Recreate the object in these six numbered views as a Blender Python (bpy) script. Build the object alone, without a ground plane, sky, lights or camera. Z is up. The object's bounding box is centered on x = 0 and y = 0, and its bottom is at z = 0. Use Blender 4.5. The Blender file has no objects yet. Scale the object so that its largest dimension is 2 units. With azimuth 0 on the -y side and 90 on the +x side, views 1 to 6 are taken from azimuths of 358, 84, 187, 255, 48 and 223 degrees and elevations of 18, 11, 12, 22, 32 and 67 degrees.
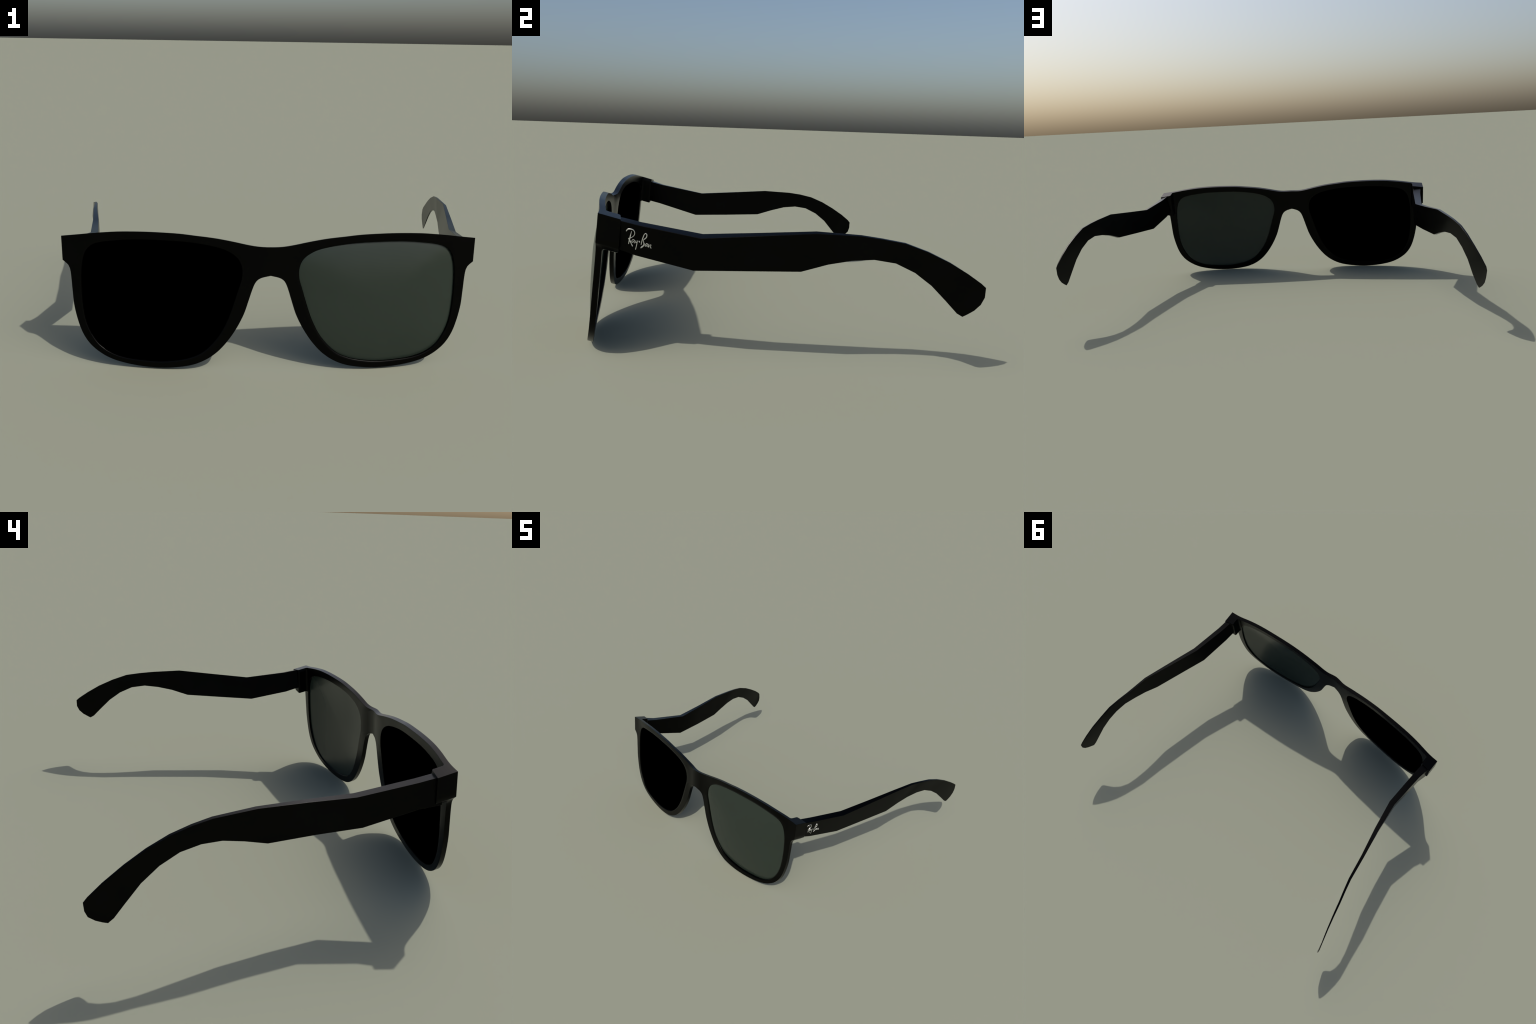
"""Black square-framed sunglasses standing open on their rims, built part by part."""
import bpy, bmesh
import numpy as np
from mathutils import Vector

# ------------------------------------------------------------------ helpers
X0 = -0.005            # symmetry plane of the front frame
DROP = -0.27           # the frame leans back: going one unit backwards drops this much


def cubic(kx, ky, clamp_left=True):
    """cubic spline y(x); zero slope at the left end, natural at the right end"""
    kx = np.array(kx, float); ky = np.array(ky, float)
    n = len(kx); h = np.diff(kx); A = np.zeros((n, n)); r = np.zeros(n)
    A[0, 0] = 2 * h[0]; A[0, 1] = h[0]; r[0] = 6 * (ky[1] - ky[0]) / h[0]
    for i in range(1, n - 1):
        A[i, i - 1:i + 2] = h[i - 1], 2 * (h[i - 1] + h[i]), h[i]
        r[i] = 6 * ((ky[i + 1] - ky[i]) / h[i] - (ky[i] - ky[i - 1]) / h[i - 1])
    A[-1, -1] = 1
    M = np.linalg.solve(A, r)

    def f(x):
        x = np.clip(x, kx[0], kx[-1])
        i = np.clip(np.searchsorted(kx, x) - 1, 0, n - 2)
        a = kx[i + 1] - x; b = x - kx[i]; H = h[i]
        return (M[i] * a ** 3 + M[i + 1] * b ** 3) / (6 * H) + \
            (ky[i] / H - M[i] * H / 6) * a + (ky[i + 1] / H - M[i + 1] * H / 6) * b
    return f


# front surface of the frame: plan curve (wrap + bridge bulge) and lean
PLAN = cubic([0, .06, .12, .2, .3, .4, .5, .6, .7, .78, .84],
             [-.6763, -.6668, -.6637, -.6615, -.6582, -.6512, -.6428, -.6335, -.6207, -.6083, -.6054])
LEAN = cubic([0, .2, .4, .6, .84], [.089, .0793, .0793, .0747, .0978])


def front_y(X, Z):
    w = Z - .5
    return PLAN(np.abs(X)) + LEAN(np.abs(X)) * w - .0153 * w * w + .0757 * w ** 3


def place(X, Z, t):
    """frame coordinates (across, up, depth behind the front face) -> world"""
    return (X0 + X, float(front_y(X, Z)) + t, Z + DROP * t)


def smooth_path(pts, closed, corners=(), n=24):
    """Catmull-Rom (centripetal) through pts, with sharp corners at the given indices"""
    P = np.array(pts, float); m = len(P); out = []
    for i in range(m if closed else m - 1):
        p1 = P[i]; p2 = P[(i + 1) % m]
        p0 = P[(i - 1) % m] if (closed or i > 0) else 2 * p1 - p2
        p3 = P[(i + 2) % m] if (closed or i < m - 2) else 2 * p2 - p1
        if i in corners: p0 = 2 * p1 - p2
        if (i + 1) % m in corners: p3 = 2 * p2 - p1
        d = [max(np.linalg.norm(b - a), 1e-6) ** .5 for a, b in ((p0, p1), (p1, p2), (p2, p3))]
        m1 = (p1 - p0) / d[0] - (p2 - p0) / (d[0] + d[1]) + (p2 - p1) / d[1]
        m2 = (p2 - p1) / d[1] - (p3 - p1) / (d[1] + d[2]) + (p3 - p2) / d[2]
        m1 = m1 * d[1]; m2 = m2 * d[1]
        for s in np.linspace(0, 1, n, endpoint=False):
            out.append((2 * s ** 3 - 3 * s ** 2 + 1) * p1 + (s ** 3 - 2 * s ** 2 + s) * m1 +
                       (-2 * s ** 3 + 3 * s ** 2) * p2 + (s ** 3 - s ** 2) * m2)
    if not closed: out.append(P[-1])
    return np.array(out)


def between(path, a, b, n, closed):
    """n points (end excluded) from the place nearest a to the place nearest b, even arc length"""
    ia = int(((path - a) ** 2).sum(1).argmin()); ib = int(((path - b) ** 2).sum(1).argmin())
    if ib <= ia and closed: seg = np.vstack([path[ia:], path[:ib + 1]])
    else: seg = path[ia:ib + 1]
    L = np.r_[0, np.cumsum(np.linalg.norm(np.diff(seg, axis=0), axis=1))]
    s = np.linspace(0, L[-1], n, endpoint=False)
    return np.stack([np.interp(s, L, seg[:, k]) for k in (0, 1)], 1)


def new_object(name, bm, mat, parent, bevel=0.0, segs=2, angle=35):
    bmesh.ops.recalc_face_normals(bm, faces=bm.faces)
    if bevel:
        es = [e for e in bm.edges if len(e.link_faces) == 2 and
              e.calc_face_angle(0) > np.radians(angle)]
        bmesh.ops.bevel(bm, geom=es, offset=bevel, segments=segs, profile=.5,
                        affect='EDGES', clamp_overlap=True)
    me = bpy.data.meshes.new(name)
    bm.to_mesh(me); bm.free()
    for p in me.polygons: p.use_smooth = True
    me.materials.append(mat)
    ob = bpy.data.objects.new(name, me)
    bpy.context.scene.collection.objects.link(ob)
    ob.parent = parent
    return ob


def apply_modifiers(ob):
    dg = bpy.context.evaluated_depsgraph_get()
    me = bpy.data.meshes.new_from_object(ob.evaluated_get(dg))
    name = ob.data.name
    ob.modifiers.clear(); old = ob.data; ob.data = me
    bpy.data.meshes.remove(old); me.name = name


def weighted_normals(ob):
    m = ob.modifiers.new("wn", 'WEIGHTED_NORMAL'); m.keep_sharp = False; m.weight = 60
    apply_modifiers(ob)


# ---------------------------------------------------------------- materials
def plastic(name, col, rough, ior, var=.06, scale=9.0):
    m = bpy.data.materials.new(name); m.use_nodes = True
    nt = m.node_tree; b = nt.nodes["Principled BSDF"]
    tc = nt.nodes.new("ShaderNodeTexCoord")
    nz = nt.nodes.new("ShaderNodeTexNoise"); nz.inputs["Scale"].default_value = scale
    nz.inputs["Detail"].default_value = 3
    nt.links.new(tc.outputs["Object"], nz.inputs["Vector"])
    rp = nt.nodes.new("ShaderNodeValToRGB")
    lo = [c * (1 - var) for c in col]; hi = [c * (1 + var) for c in col]
    rp.color_ramp.elements[0].color = (*lo, 1); rp.color_ramp.elements[1].color = (*hi, 1)
    rp.color_ramp.elements[0].position = .35; rp.color_ramp.elements[1].position = .65
    nt.links.new(nz.outputs["Fac"], rp.inputs["Fac"])
    nt.links.new(rp.outputs["Color"], b.inputs["Base Color"])
    b.inputs["Roughness"].default_value = rough
    b.inputs["IOR"].default_value = ior
    return m


M_FRAME = plastic("black_acetate", (.0072, .0072, .0070), .30, 1.5)
M_FRAME.node_tree.nodes["Principled BSDF"].inputs["Metallic"].default_value = 1
M_LENS = plastic("green_tinted_lens", (.022, .031, .0235), .27, 1.37, .02, 3)
M_DARK = plastic("lens_painted_unlit_black", (.0, .0, .0), 1.0, 1.0)  # left lens: lightless shading of overlapping faces baked in as pure black
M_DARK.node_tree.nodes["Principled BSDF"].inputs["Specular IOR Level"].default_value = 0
M_METAL = plastic("silver_metal", (.78, .78, .77), .36, 1.5, .02, 40)
M_METAL.node_tree.nodes["Principled BSDF"].inputs["Metallic"].default_value = 1

# --------------------------------------------------------------- thing root
root = bpy.data.objects.new("sunglasses", None)
root.location = (0, 0, 0)
bpy.context.scene.collection.objects.link(root)
root["label"] = "black square-framed sunglasses, open temples, dark green lenses"
root["category"] = "sunglasses"

# -------------------------------------------------------------- front frame
OUTER = [(0, .5215), (.021, .521), (.047, .521), (.064, .522), (.082, .525), (.108, .530), (.134, .536),
         (.177, .5445), (.22, .552), (.264, .5575), (.307, .562), (.351, .567), (.395, .5695), (.440, .571),
         (.484, .572), (.530, .572), (.575, .571), (.620, .569), (.667, .5645), (.714, .559), (.777, .550),
         (.840, .5435), (.839, .445), (.817, .424), (.811, .409), (.808, .383), (.805, .321), (.801, .258),
         (.789, .196), (.770, .138), (.741, .093), (.700, .059), (.653, .0345), (.586, .0165), (.507, .0065),
         (.429, .0055), (.366, .0115), (.314, .022), (.263, .043), (.216, .076), (.175, .121), (.138, .176),
         (.107, .238), (.088, .295), (.0745, .3385), (.0645, .3655), (.055, .3815), (.039, .3935), (.019, .4005),
         (0, .405)]
OPENING = [(.114, .410), (.117, .440), (.130, .468), (.154, .489), (.187, .506), (.235, .519), (.293, .529),
           (.352, .535), (.427, .538), (.501, .539), (.567, .537), (.628, .531), (.681, .523), (.719, .510),
           (.742, .487), (.755, .456), (.763, .410), (.766, .358), (.766, .296), (.762, .238), (.753, .186),
           (.732, .135), (.703, .094), (.657, .062), (.600, .043), (.532, .035), (.454, .032), (.391, .038),
           (.334, .050), (.282, .072), (.241, .107), (.204, .154), (.172, .217), (.150, .279), (.128, .350),
           (.117, .385)]


def relax(path, closed, sigma):
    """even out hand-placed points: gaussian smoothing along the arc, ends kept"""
    seg = np.linalg.norm(np.diff(path, axis=0), axis=1); L = np.r_[0, np.cumsum(seg)]
    n = int(L[-1] / .0015); s = np.linspace(0, L[-1], n)
    P = np.stack([np.interp(s, L, path[:, k]) for k in (0, 1)], 1)
    h = max(int(3 * sigma / .0015), 1); w = np.exp(-.5 * (np.arange(-h, h + 1) * .0015 / sigma) ** 2); w /= w.sum()
    if closed: Q = np.vstack([P[-h - 1:-1], P, P[1:h + 1]])
    else: Q = np.vstack([2 * P[0] - P[h:0:-1], P, 2 * P[-1] - P[-2:-h - 2:-1]])
    return np.stack([np.convolve(Q[:, k], w, 'valid') for k in (0, 1)], 1)


_raw = smooth_path(OUTER, False, corners=(21, 22))
_top, _side, _low = _raw[:21 * 24 + 1], _raw[21 * 24:22 * 24 + 1], _raw[22 * 24:]
_nose = int(np.argmin(((_low - np.array([.107, .238])) ** 2).sum(1)))
outer_path = np.vstack([relax(_top, False, .012), _side[1:-1], relax(_low[:120], False, .003)[:-1],
                        relax(_low[119:_nose + 1], False, .014)[:-1], relax(_low[_nose:], False, .005)])
_o = smooth_path(OPENING, True)
open_path = relax(np.vstack([_o, _o[:1]]), True, .009)[:-1]
# anchors: place on the outer outline, place on the lens opening, segments to the next anchor
ANCH = [((0, .5215), (.130, .468), 8), ((.134, .536), (.187, .506), 24), ((.484, .572), (.501, .539), 28),
        ((.777, .550), (.755, .456), 4), ((.840, .5435), (.7585, .440), 5), ((.839, .445), (.7615, .424), 3),
        ((.817, .424), (.763, .412), 7), ((.805, .321), (.766, .330), 24), ((.700, .059), (.690, .084), 26),
        ((.429, .0055), (.454, .032), 26), ((.175, .121), (.204, .154), 22), ((.0745, .3385), (.128, .350), 10),
        ((0, .405), (.117, .385), 6)]
oc, ic, starts = [], [], []
for k, (a, b, n) in enumerate(ANCH):
    a2, b2, _ = ANCH[(k + 1) % len(ANCH)]
    starts.append(len(oc))
    if k < len(ANCH) - 1:
        seg = between(outer_path, np.array(a), np.array(a2), n, False)
    else:   # straight up the centre line of the bridge
        s = np.linspace(0, 1, n, endpoint=False)[:, None]
        seg = np.array(a) * (1 - s) + np.array(a2) * s
    oc += list(seg)
    ic += list(between(open_path, np.array(b), np.array(b2), n, True))
oc = np.array(oc); ic = np.array(ic); NL = len(oc)
ROWS = [0, .28, .62, 1.0]
DEPTH = .0210
i_top, i_low = starts[3], starts[6]          # end-piece sector
bridge_from = starts[-1]


def row_fractions(i):
    """ring fractions on radial line i; in the end-piece sector ring 1 runs straight at the block's inner wall"""
    d = max(i_top - i, i - i_low, 0)
    w = max(0., 1 - d / 8.)
    f1 = np.clip((.7735 - ic[i][0]) / max(oc[i][0] - ic[i][0], 1e-3), .12, .80)
    f1 = ROWS[1] * (1 - w) + f1 * w
    f2 = ROWS[2] * (1 - w) + (f1 + (1 - f1) * .5) * w
    return [0, f1, f2, 1.0]


def build_frame():
    bm = bmesh.new(); lips = []
    for sgn in (1, -1):
        V = {}
        for lay, t in ((0, 0.0), (1, DEPTH)):
            for i in range(NL):
                for r, f in enumerate(row_fractions(i)):
                    p = ic[i] * (1 - f) + oc[i] * f
                    V[lay, i, r] = bm.verts.new(place(sgn * p[0], p[1], t))
        back = []
        for i in range(NL):
            j = (i + 1) % NL
            for r in range(len(ROWS) - 1):
                bm.faces.new([V[0, i, r], V[0, j, r], V[0, j, r + 1], V[0, i, r + 1]])
                f = bm.faces.new([V[1, i, r], V[1, j, r], V[1, j, r + 1], V[1, i, r + 1]])
                if i_top <= i < i_low and r >= 1: back.append(f)
            bm.faces.new([V[0, i, 0], V[0, j, 0], V[1, j, 0], V[1, i, 0]])
            lips.append(bm.edges.get((V[0, i, 0], V[0, j, 0])))
            if i < bridge_from:
                R = len(ROWS) - 1
                bm.faces.new([V[0, i, R], V[0, j, R], V[1, j, R], V[1, i, R]])
        # end piece: the corner of the frame runs back to meet the temple
        ext = bmesh.ops.extrude_face_region(bm, geom=back)
        for v in [g for g in ext['geom'] if isinstance(g, bmesh.types.BMVert)]:
            X = abs(v.co.x - X0)
            k = min(max((X - .755) / .085, 0), 1)
            dy = -.5405 + .0125 * k - v.co.y - (.5 - v.co.z) * .085
            v.co.y += dy; v.co.z += DROP * dy
        bmesh.ops.delete(bm, geom=back, context='FACES')
    bmesh.ops.remove_doubles(bm, verts=bm.verts, dist=1e-5)
    bmesh.ops.recalc_face_normals(bm, faces=bm.faces)
    # soft fillet where the end piece grows out of the rim
    def near(e): return all(abs(v.co.x - X0) > .70 and v.co.z > .37 for v in e.verts)
    rnd = [e for e in bm.edges if len(e.link_faces) == 2 and near(e) and e.calc_face_angle_signed(0) > .6 and
           all(abs(v.co.x - X0) < .785 for v in e.verts) and abs(e.verts[0].co.z - e.verts[1].co.z) > 2 * abs(e.verts[0].co.y - e.verts[1].co.y)
           and min(v.co.y for v in e.verts) > -.56]
    bmesh.ops.bevel(bm, geom=rnd, offset=.007, segments=3, profile=.5, affect='EDGES', clamp_overlap=True)
    con = [e for e in bm.edges if len(e.link_faces) == 2 and near(e) and e.calc_face_angle_signed(0) < -.6]
    # crisp chamfered lip round each lens opening
    lip = [e for e in lips if e.is_valid]
    bmesh.ops.bevel(bm, geom=lip, offset=.0030, segments=1, profile=.5, affect='EDGES', clamp_overlap=True)
    con = [e for e in con if e.is_valid]
    bmesh.ops.bevel(bm, geom=con, offset=.009, segments=3, profile=.5, affect='EDGES', clamp_overlap=True)
    return bm


frame = new_object("front_frame", build_frame(), M_FRAME, root, bevel=.0022, segs=2, angle=50)
weighted_normals(frame)


# -------------------------------------------------------------------- lenses
BULGE = .0280          # how far the middle of a lens stands forward of its edge
LENS_T = .0035


def ease(u):
    u = min(max(u, 0.), 1.)
    return u * u * (3 - 2 * u)


def build_lens(sgn):
    bm = bmesh.new()
    c = np.array([.455, .300])
    fr = list(np.linspace(.08, .96, 12)) + [.98, 1.0]
    rings = {}
    for lay in (0, 1):
        for k, f in enumerate(fr):
            e = max(0, (f - .955) / .045)
            for i in range(NL):
                d = ic[i] - c
                p = c + d * f * (1 + .004 / np.linalg.norm(d))
                t = .0098 - BULGE * (1 - f * f) - .0075 * ease((.40 - p[0]) / .28)
                t += .0035 * f * f * ease((.16 - p[1]) / .13)
                t += .0015 * e ** 2 if lay == 0 else LENS_T - .0015 * e ** 2
                rings[lay, k, i] = bm.verts.new(place(sgn * p[0], p[1], t))
        cen = bm.verts.new(place(sgn * c[0], c[1], .0098 - BULGE + LENS_T * lay))
        for i in range(NL):
            j = (i + 1) % NL
            bm.faces.new([cen, rings[lay, 0, i], rings[lay, 0, j]])
            for k in range(len(fr) - 1):
                bm.faces.new([rings[lay, k, i], rings[lay, k, j], rings[lay, k + 1, j], rings[lay, k + 1, i]])
    K = len(fr) - 1
    for i in range(NL):
        j = (i + 1) % NL
        bm.faces.new([rings[0, K, i], rings[0, K, j], rings[1, K, j], rings[1, K, i]])
    return bm


new_object("lens", build_lens(1), M_LENS, root)
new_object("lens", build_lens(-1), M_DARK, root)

# ------------------------------------------------------------------- temples
# outer face of each temple: upper edge, lower edge (both front to back) and the rounded tip
RIGHT = dict(
    top=[(.829, -.552, .522), (.832, -.527, .518), (.840, -.464, .504), (.876, -.255, .469), (.911, -.064, .486),
         (.945, .127, .503), (.957, .277, .4985), (.968, .346, .4915), (.979, .423, .4800), (.985, .502, .4530),
         (.993, .577, .4190), (.998, .642, .382), (1.0, .689, .351)],
    rise=[.001, .002, .003, .0055, .005, .0045, .0025, .0015, .001, .001, .001, 0, 0],
    thick=[.038, .038, .0365, .034, .0250, .0165, .0140, .0125, .0110, .0095, .0080, .0065, .0050],
    bottom=[(.815, -.555, .423), (.819, -.531, .416), (.825, -.479, .398), (.852, -.280, .352), (.888, -.098, .360),
            (.923, .083, .368), (.938, .172, .397), (.949, .249, .413), (.961, .324, .420), (.968, .397, .410),
            (.976, .463, .380), (.983, .522, .337), (.988, .575, .285)],
    tip=[(1.0, .707, .336), (.9985, .707, .302), (.998, .695, .276), (.997, .674, .255), (.995, .652, .241),
         (.993, .636, .232), (.991, .616, .243)])
LEFT = dict(
    top=[(-.835, -.552, .523), (-.831, -.527, .517), (-.820, -.465, .498), (-.807, -.243, .4545), (-.834, -.055, .463),
         (-.869, .133, .4715), (-.894, .286, .4615), (-.911, .355, .4510), (-.931, .428, .4335), (-.949, .503, .4025),
         (-.967, .574, .3635), (-.986, .641, .321), (-.999, .687, .286)],
    rise=[.001] * 13,
    thick=[.049, .048, .041, .035, .0260, .0180, .0150, .0130, .0115, .0095, .0080, .0060, .0035],
    bottom=[(-.841, -.560, .415), (-.837, -.542, .410), (-.820, -.483, .3930), (-.802, -.278, .3295), (-.824, -.094, .3305),
            (-.855, .090, .3315), (-.869, .175, .3555), (-.884, .253, .3735), (-.902, .326, .3775), (-.919, .397, .3655),
            (-.934, .464, .3325), (-.949, .524, .2855), (-.961, .576, .226)],
    tip=[(-1.0, .701, .271), (-.996, .699, .238), (-.992, .690, .213), (-.987, .669, .194), (-.982, .647, .181),
         (-.979, .631, .174), (-.973, .612, .186)])


def build_temple(spec, sgn):
    T = [Vector(p) for p in spec['top']]; B = [Vector(p) for p in spec['bottom']]
    E = [Vector(p) for p in spec['tip']]
    bm = bmesh.new(); n = len(T)
    inn = []
    for i in range(n):
        a, b = max(i - 1, 0), min(i + 1, n - 1)
        al = (T[b] + B[b]) - (T[a] + B[a]); up = T[i] - B[i]
        w = al.cross(up).normalized()
        if w.x * sgn > 0: w = -w
        inn.append(w)
    to = [bm.verts.new(p) for p in T]; bo = [bm.verts.new(p) for p in B]
    ti = [bm.verts.new(p + w * t + Vector((0, 0, r))) for p, w, t, r in zip(T, inn, spec["thick"], spec["rise"])]
    bi = [bm.verts.new(p + w * t) for p, w, t in zip(B, inn, spec["thick"])]
    eo = [bm.verts.new(p) for p in E]
    ei = [bm.verts.new(p + inn[-1] * .0025) for p in E]
    q = bm.faces.new
    for i in range(n - 1):
        q([to[i], to[i + 1], bo[i + 1], bo[i]]); q([ti[i], ti[i + 1], bi[i + 1], bi[i]])
        q([to[i], to[i + 1], ti[i + 1], ti[i]]); q([bo[i], bo[i + 1], bi[i + 1], bi[i]])
    q([to[0], bo[0], bi[0], ti[0]])
    for t, b, e in ((to, bo, eo), (ti, bi, ei)):
        q([t[-1], e[0], e[-1], b[-1]]); q(list(e))
    loop_o = [to[-1]] + eo + [bo[-1]]; loop_i = [ti[-1]] + ei + [bi[-1]]
    for k in range(len(loop_o) - 1):
        q([loop_o[k], loop_o[k + 1], loop_i[k + 1], loop_i[k]])
    return bm


temples = {}
for sgn, spec in ((1, RIGHT), (-1, LEFT)):
    bm = build_temple(spec, sgn)
    ob = new_object("temple", bm, M_FRAME, root, bevel=.0016, segs=2, angle=40)
    weighted_normals(ob)
    temples[sgn] = ob

# ----------------------------------------------- silver script on the right temple
A0 = Vector((.839, -.464, .504))
ALONG = Vector((.163, .9731, -.163)).normalized()
ALONG_FRONT = Vector((.111, .969, -.190)).normalized()
UP = Vector((.1401, .1407, .9801)).normalized()
OUT = Vector((.9766, -.1825, -.1134)).normalized()


def on_temple(s, h):
    return A0 + (ALONG if s > 0 else ALONG_FRONT) * s + UP * h + OUT * .0005


# strokes: (along, up, half width) in millimetres of the model, pen paths of each letter
LETTERS = [
    [[(-40, -28, 1.6), (-38, -23.5, 2.0), (-33.6, -20.2, 2.1), (-25.8, -18.6, 2.0), (-17.7, -19.3, 1.6), (-12.8, -23.8, 1.4),
      (-10.8, -30, 1.4), (-11.8, -36.6, 1.3), (-15.6, -42.8, 1.2), (-23, -49.5, 1.2)],
     [(-22.6, -25.6, .9), (-23.4, -33, 1.3), (-24.7, -43, 1.6), (-26, -56, 1.8), (-27, -70.5, 1.4)],
     [(-29, -52.5, 1.5), (-25.8, -57.4, 1.9), (-21.6, -63.2, 1.5), (-17.3, -69.5, 1.5), (-13, -76, 1.6)]],
    [[(-9.4, -54, 1.0), (-13.2, -52.9, 1.1), (-16.8, -56.8, 1.1), (-17, -61.8, 1.2), (-14.6, -63.6, 1.1), (-11.2, -59.4, .9),
      (-8.4, -54, .9), (-9.2, -60, 1.0), (-7.6, -64, 1.1)]],
    [[(-3.6, -54.6, .9), (-4.6, -60, 1.1), (-2, -62.2, 1.1), (1.8, -54.5, .9)],
     [(1.9, -53.5, .9), (1.4, -62, 1.2), (.4, -73.6, 1.4), (-.9, -85, 1.5)]],
    [[(7.0, -54.2, 1.6), (8.3, -55.6, 2.0), (9.4, -57.0, 1.6)]],
    [[(15.6, -64.5, 1.3), (16.7, -53.3, 1.5), (18, -42.7, 1.5), (20.2, -32, 1.4), (23.2, -25, 1.3), (26.7, -22.8, 1.5),
      (30.2, -25, 1.6), (31.2, -30.4, 1.7), (29.8, -36.6, 1.7), (25.4, -42.4, 1.7), (21.6, -46.6, 1.0)],
     [(20.9, -48, 1.0), (24, -55.9, 1.5), (25.4, -62.5, 1.8), (23.6, -67.8, 2.1), (19.6, -72.4, 2.3), (16.9, -75.6, 1.9)]],
    [[(37, -57.5, 1.1), (33.6, -57.4, 1.2), (30.8, -61.8, 1.2), (30, -66.8, 1.2), (32.4, -67, 1.1), (35.2, -63, 1.0),
      (37.4, -57.6, 1.0), (36.4, -63.7, 1.1), (37.6, -67.4, 1.0)]],
    [[(41.9, -57.6, 1.1), (40.6, -63, 1.1), (41.8, -68.6, 1.1), (44.7, -63, 1.0), (47.4, -59, 1.0), (49.6, -59, 1.1),
      (48.6, -65, 1.1), (48.8, -69.2, 1.1), (52, -69.2, 1.1)]],
]
PROUD = .0016
SECTION = [(-1, -1), (1, -1), (1, .55), (.72, 1), (-.72, 1), (-1, .55)]   # flat-topped ribbon


def build_letter(strokes):
    bm = bmesh.new()
    for n_st, st in enumerate(strokes):
        path = smooth_path([s[:2] for s in st], False, n=6)
        wid = np.interp(np.linspace(0, len(st) - 1, len(path)), range(len(st)), [s[2] for s in st])
        m = len(path); rings = []
        tan = np.gradient(path, axis=0); tan /= np.linalg.norm(tan, axis=1)[:, None]
        cap = []   # rounded ends: extra half-disc rings
        for th in (75, 45, 15): cap.append((0, -np.sin(np.radians(th)), np.cos(np.radians(th))))
        seq = [(0, o, k) for _, o, k in cap] + [(i, 0, 1) for i in range(m)] + [(m - 1, -o, k) for _, o, k in cap[::-1]]
        for i, o, k in seq:
            lift = .00022 * n_st + .0006 * i / m      # crossing strokes never share a plane
            c = (path[i] + tan[i] * o * wid[i]) * .001; w = wid[i] * .00106 * k
            side = np.array([-tan[i][1], tan[i][0]])
            ring = []
            for ca, sa in SECTION:
                p = c + side * ca * w
                ring.append(bm.verts.new(on_temple(p[0], p[1]) + OUT * (sa * PROUD + lift)))
            rings.append(ring)
        for r0, r1 in zip(rings[:-1], rings[1:]):
            for a in range(len(SECTION)):
                b = (a + 1) % len(SECTION)
                bm.faces.new([r0[a], r0[b], r1[b], r1[a]])
        bm.faces.new(rings[0]); bm.faces.new(rings[-1])
    return bm


for strokes in LETTERS:
    ob = new_object("letter", build_letter(strokes), M_METAL, temples[1])
    for p in ob.data.polygons: p.use_smooth = False
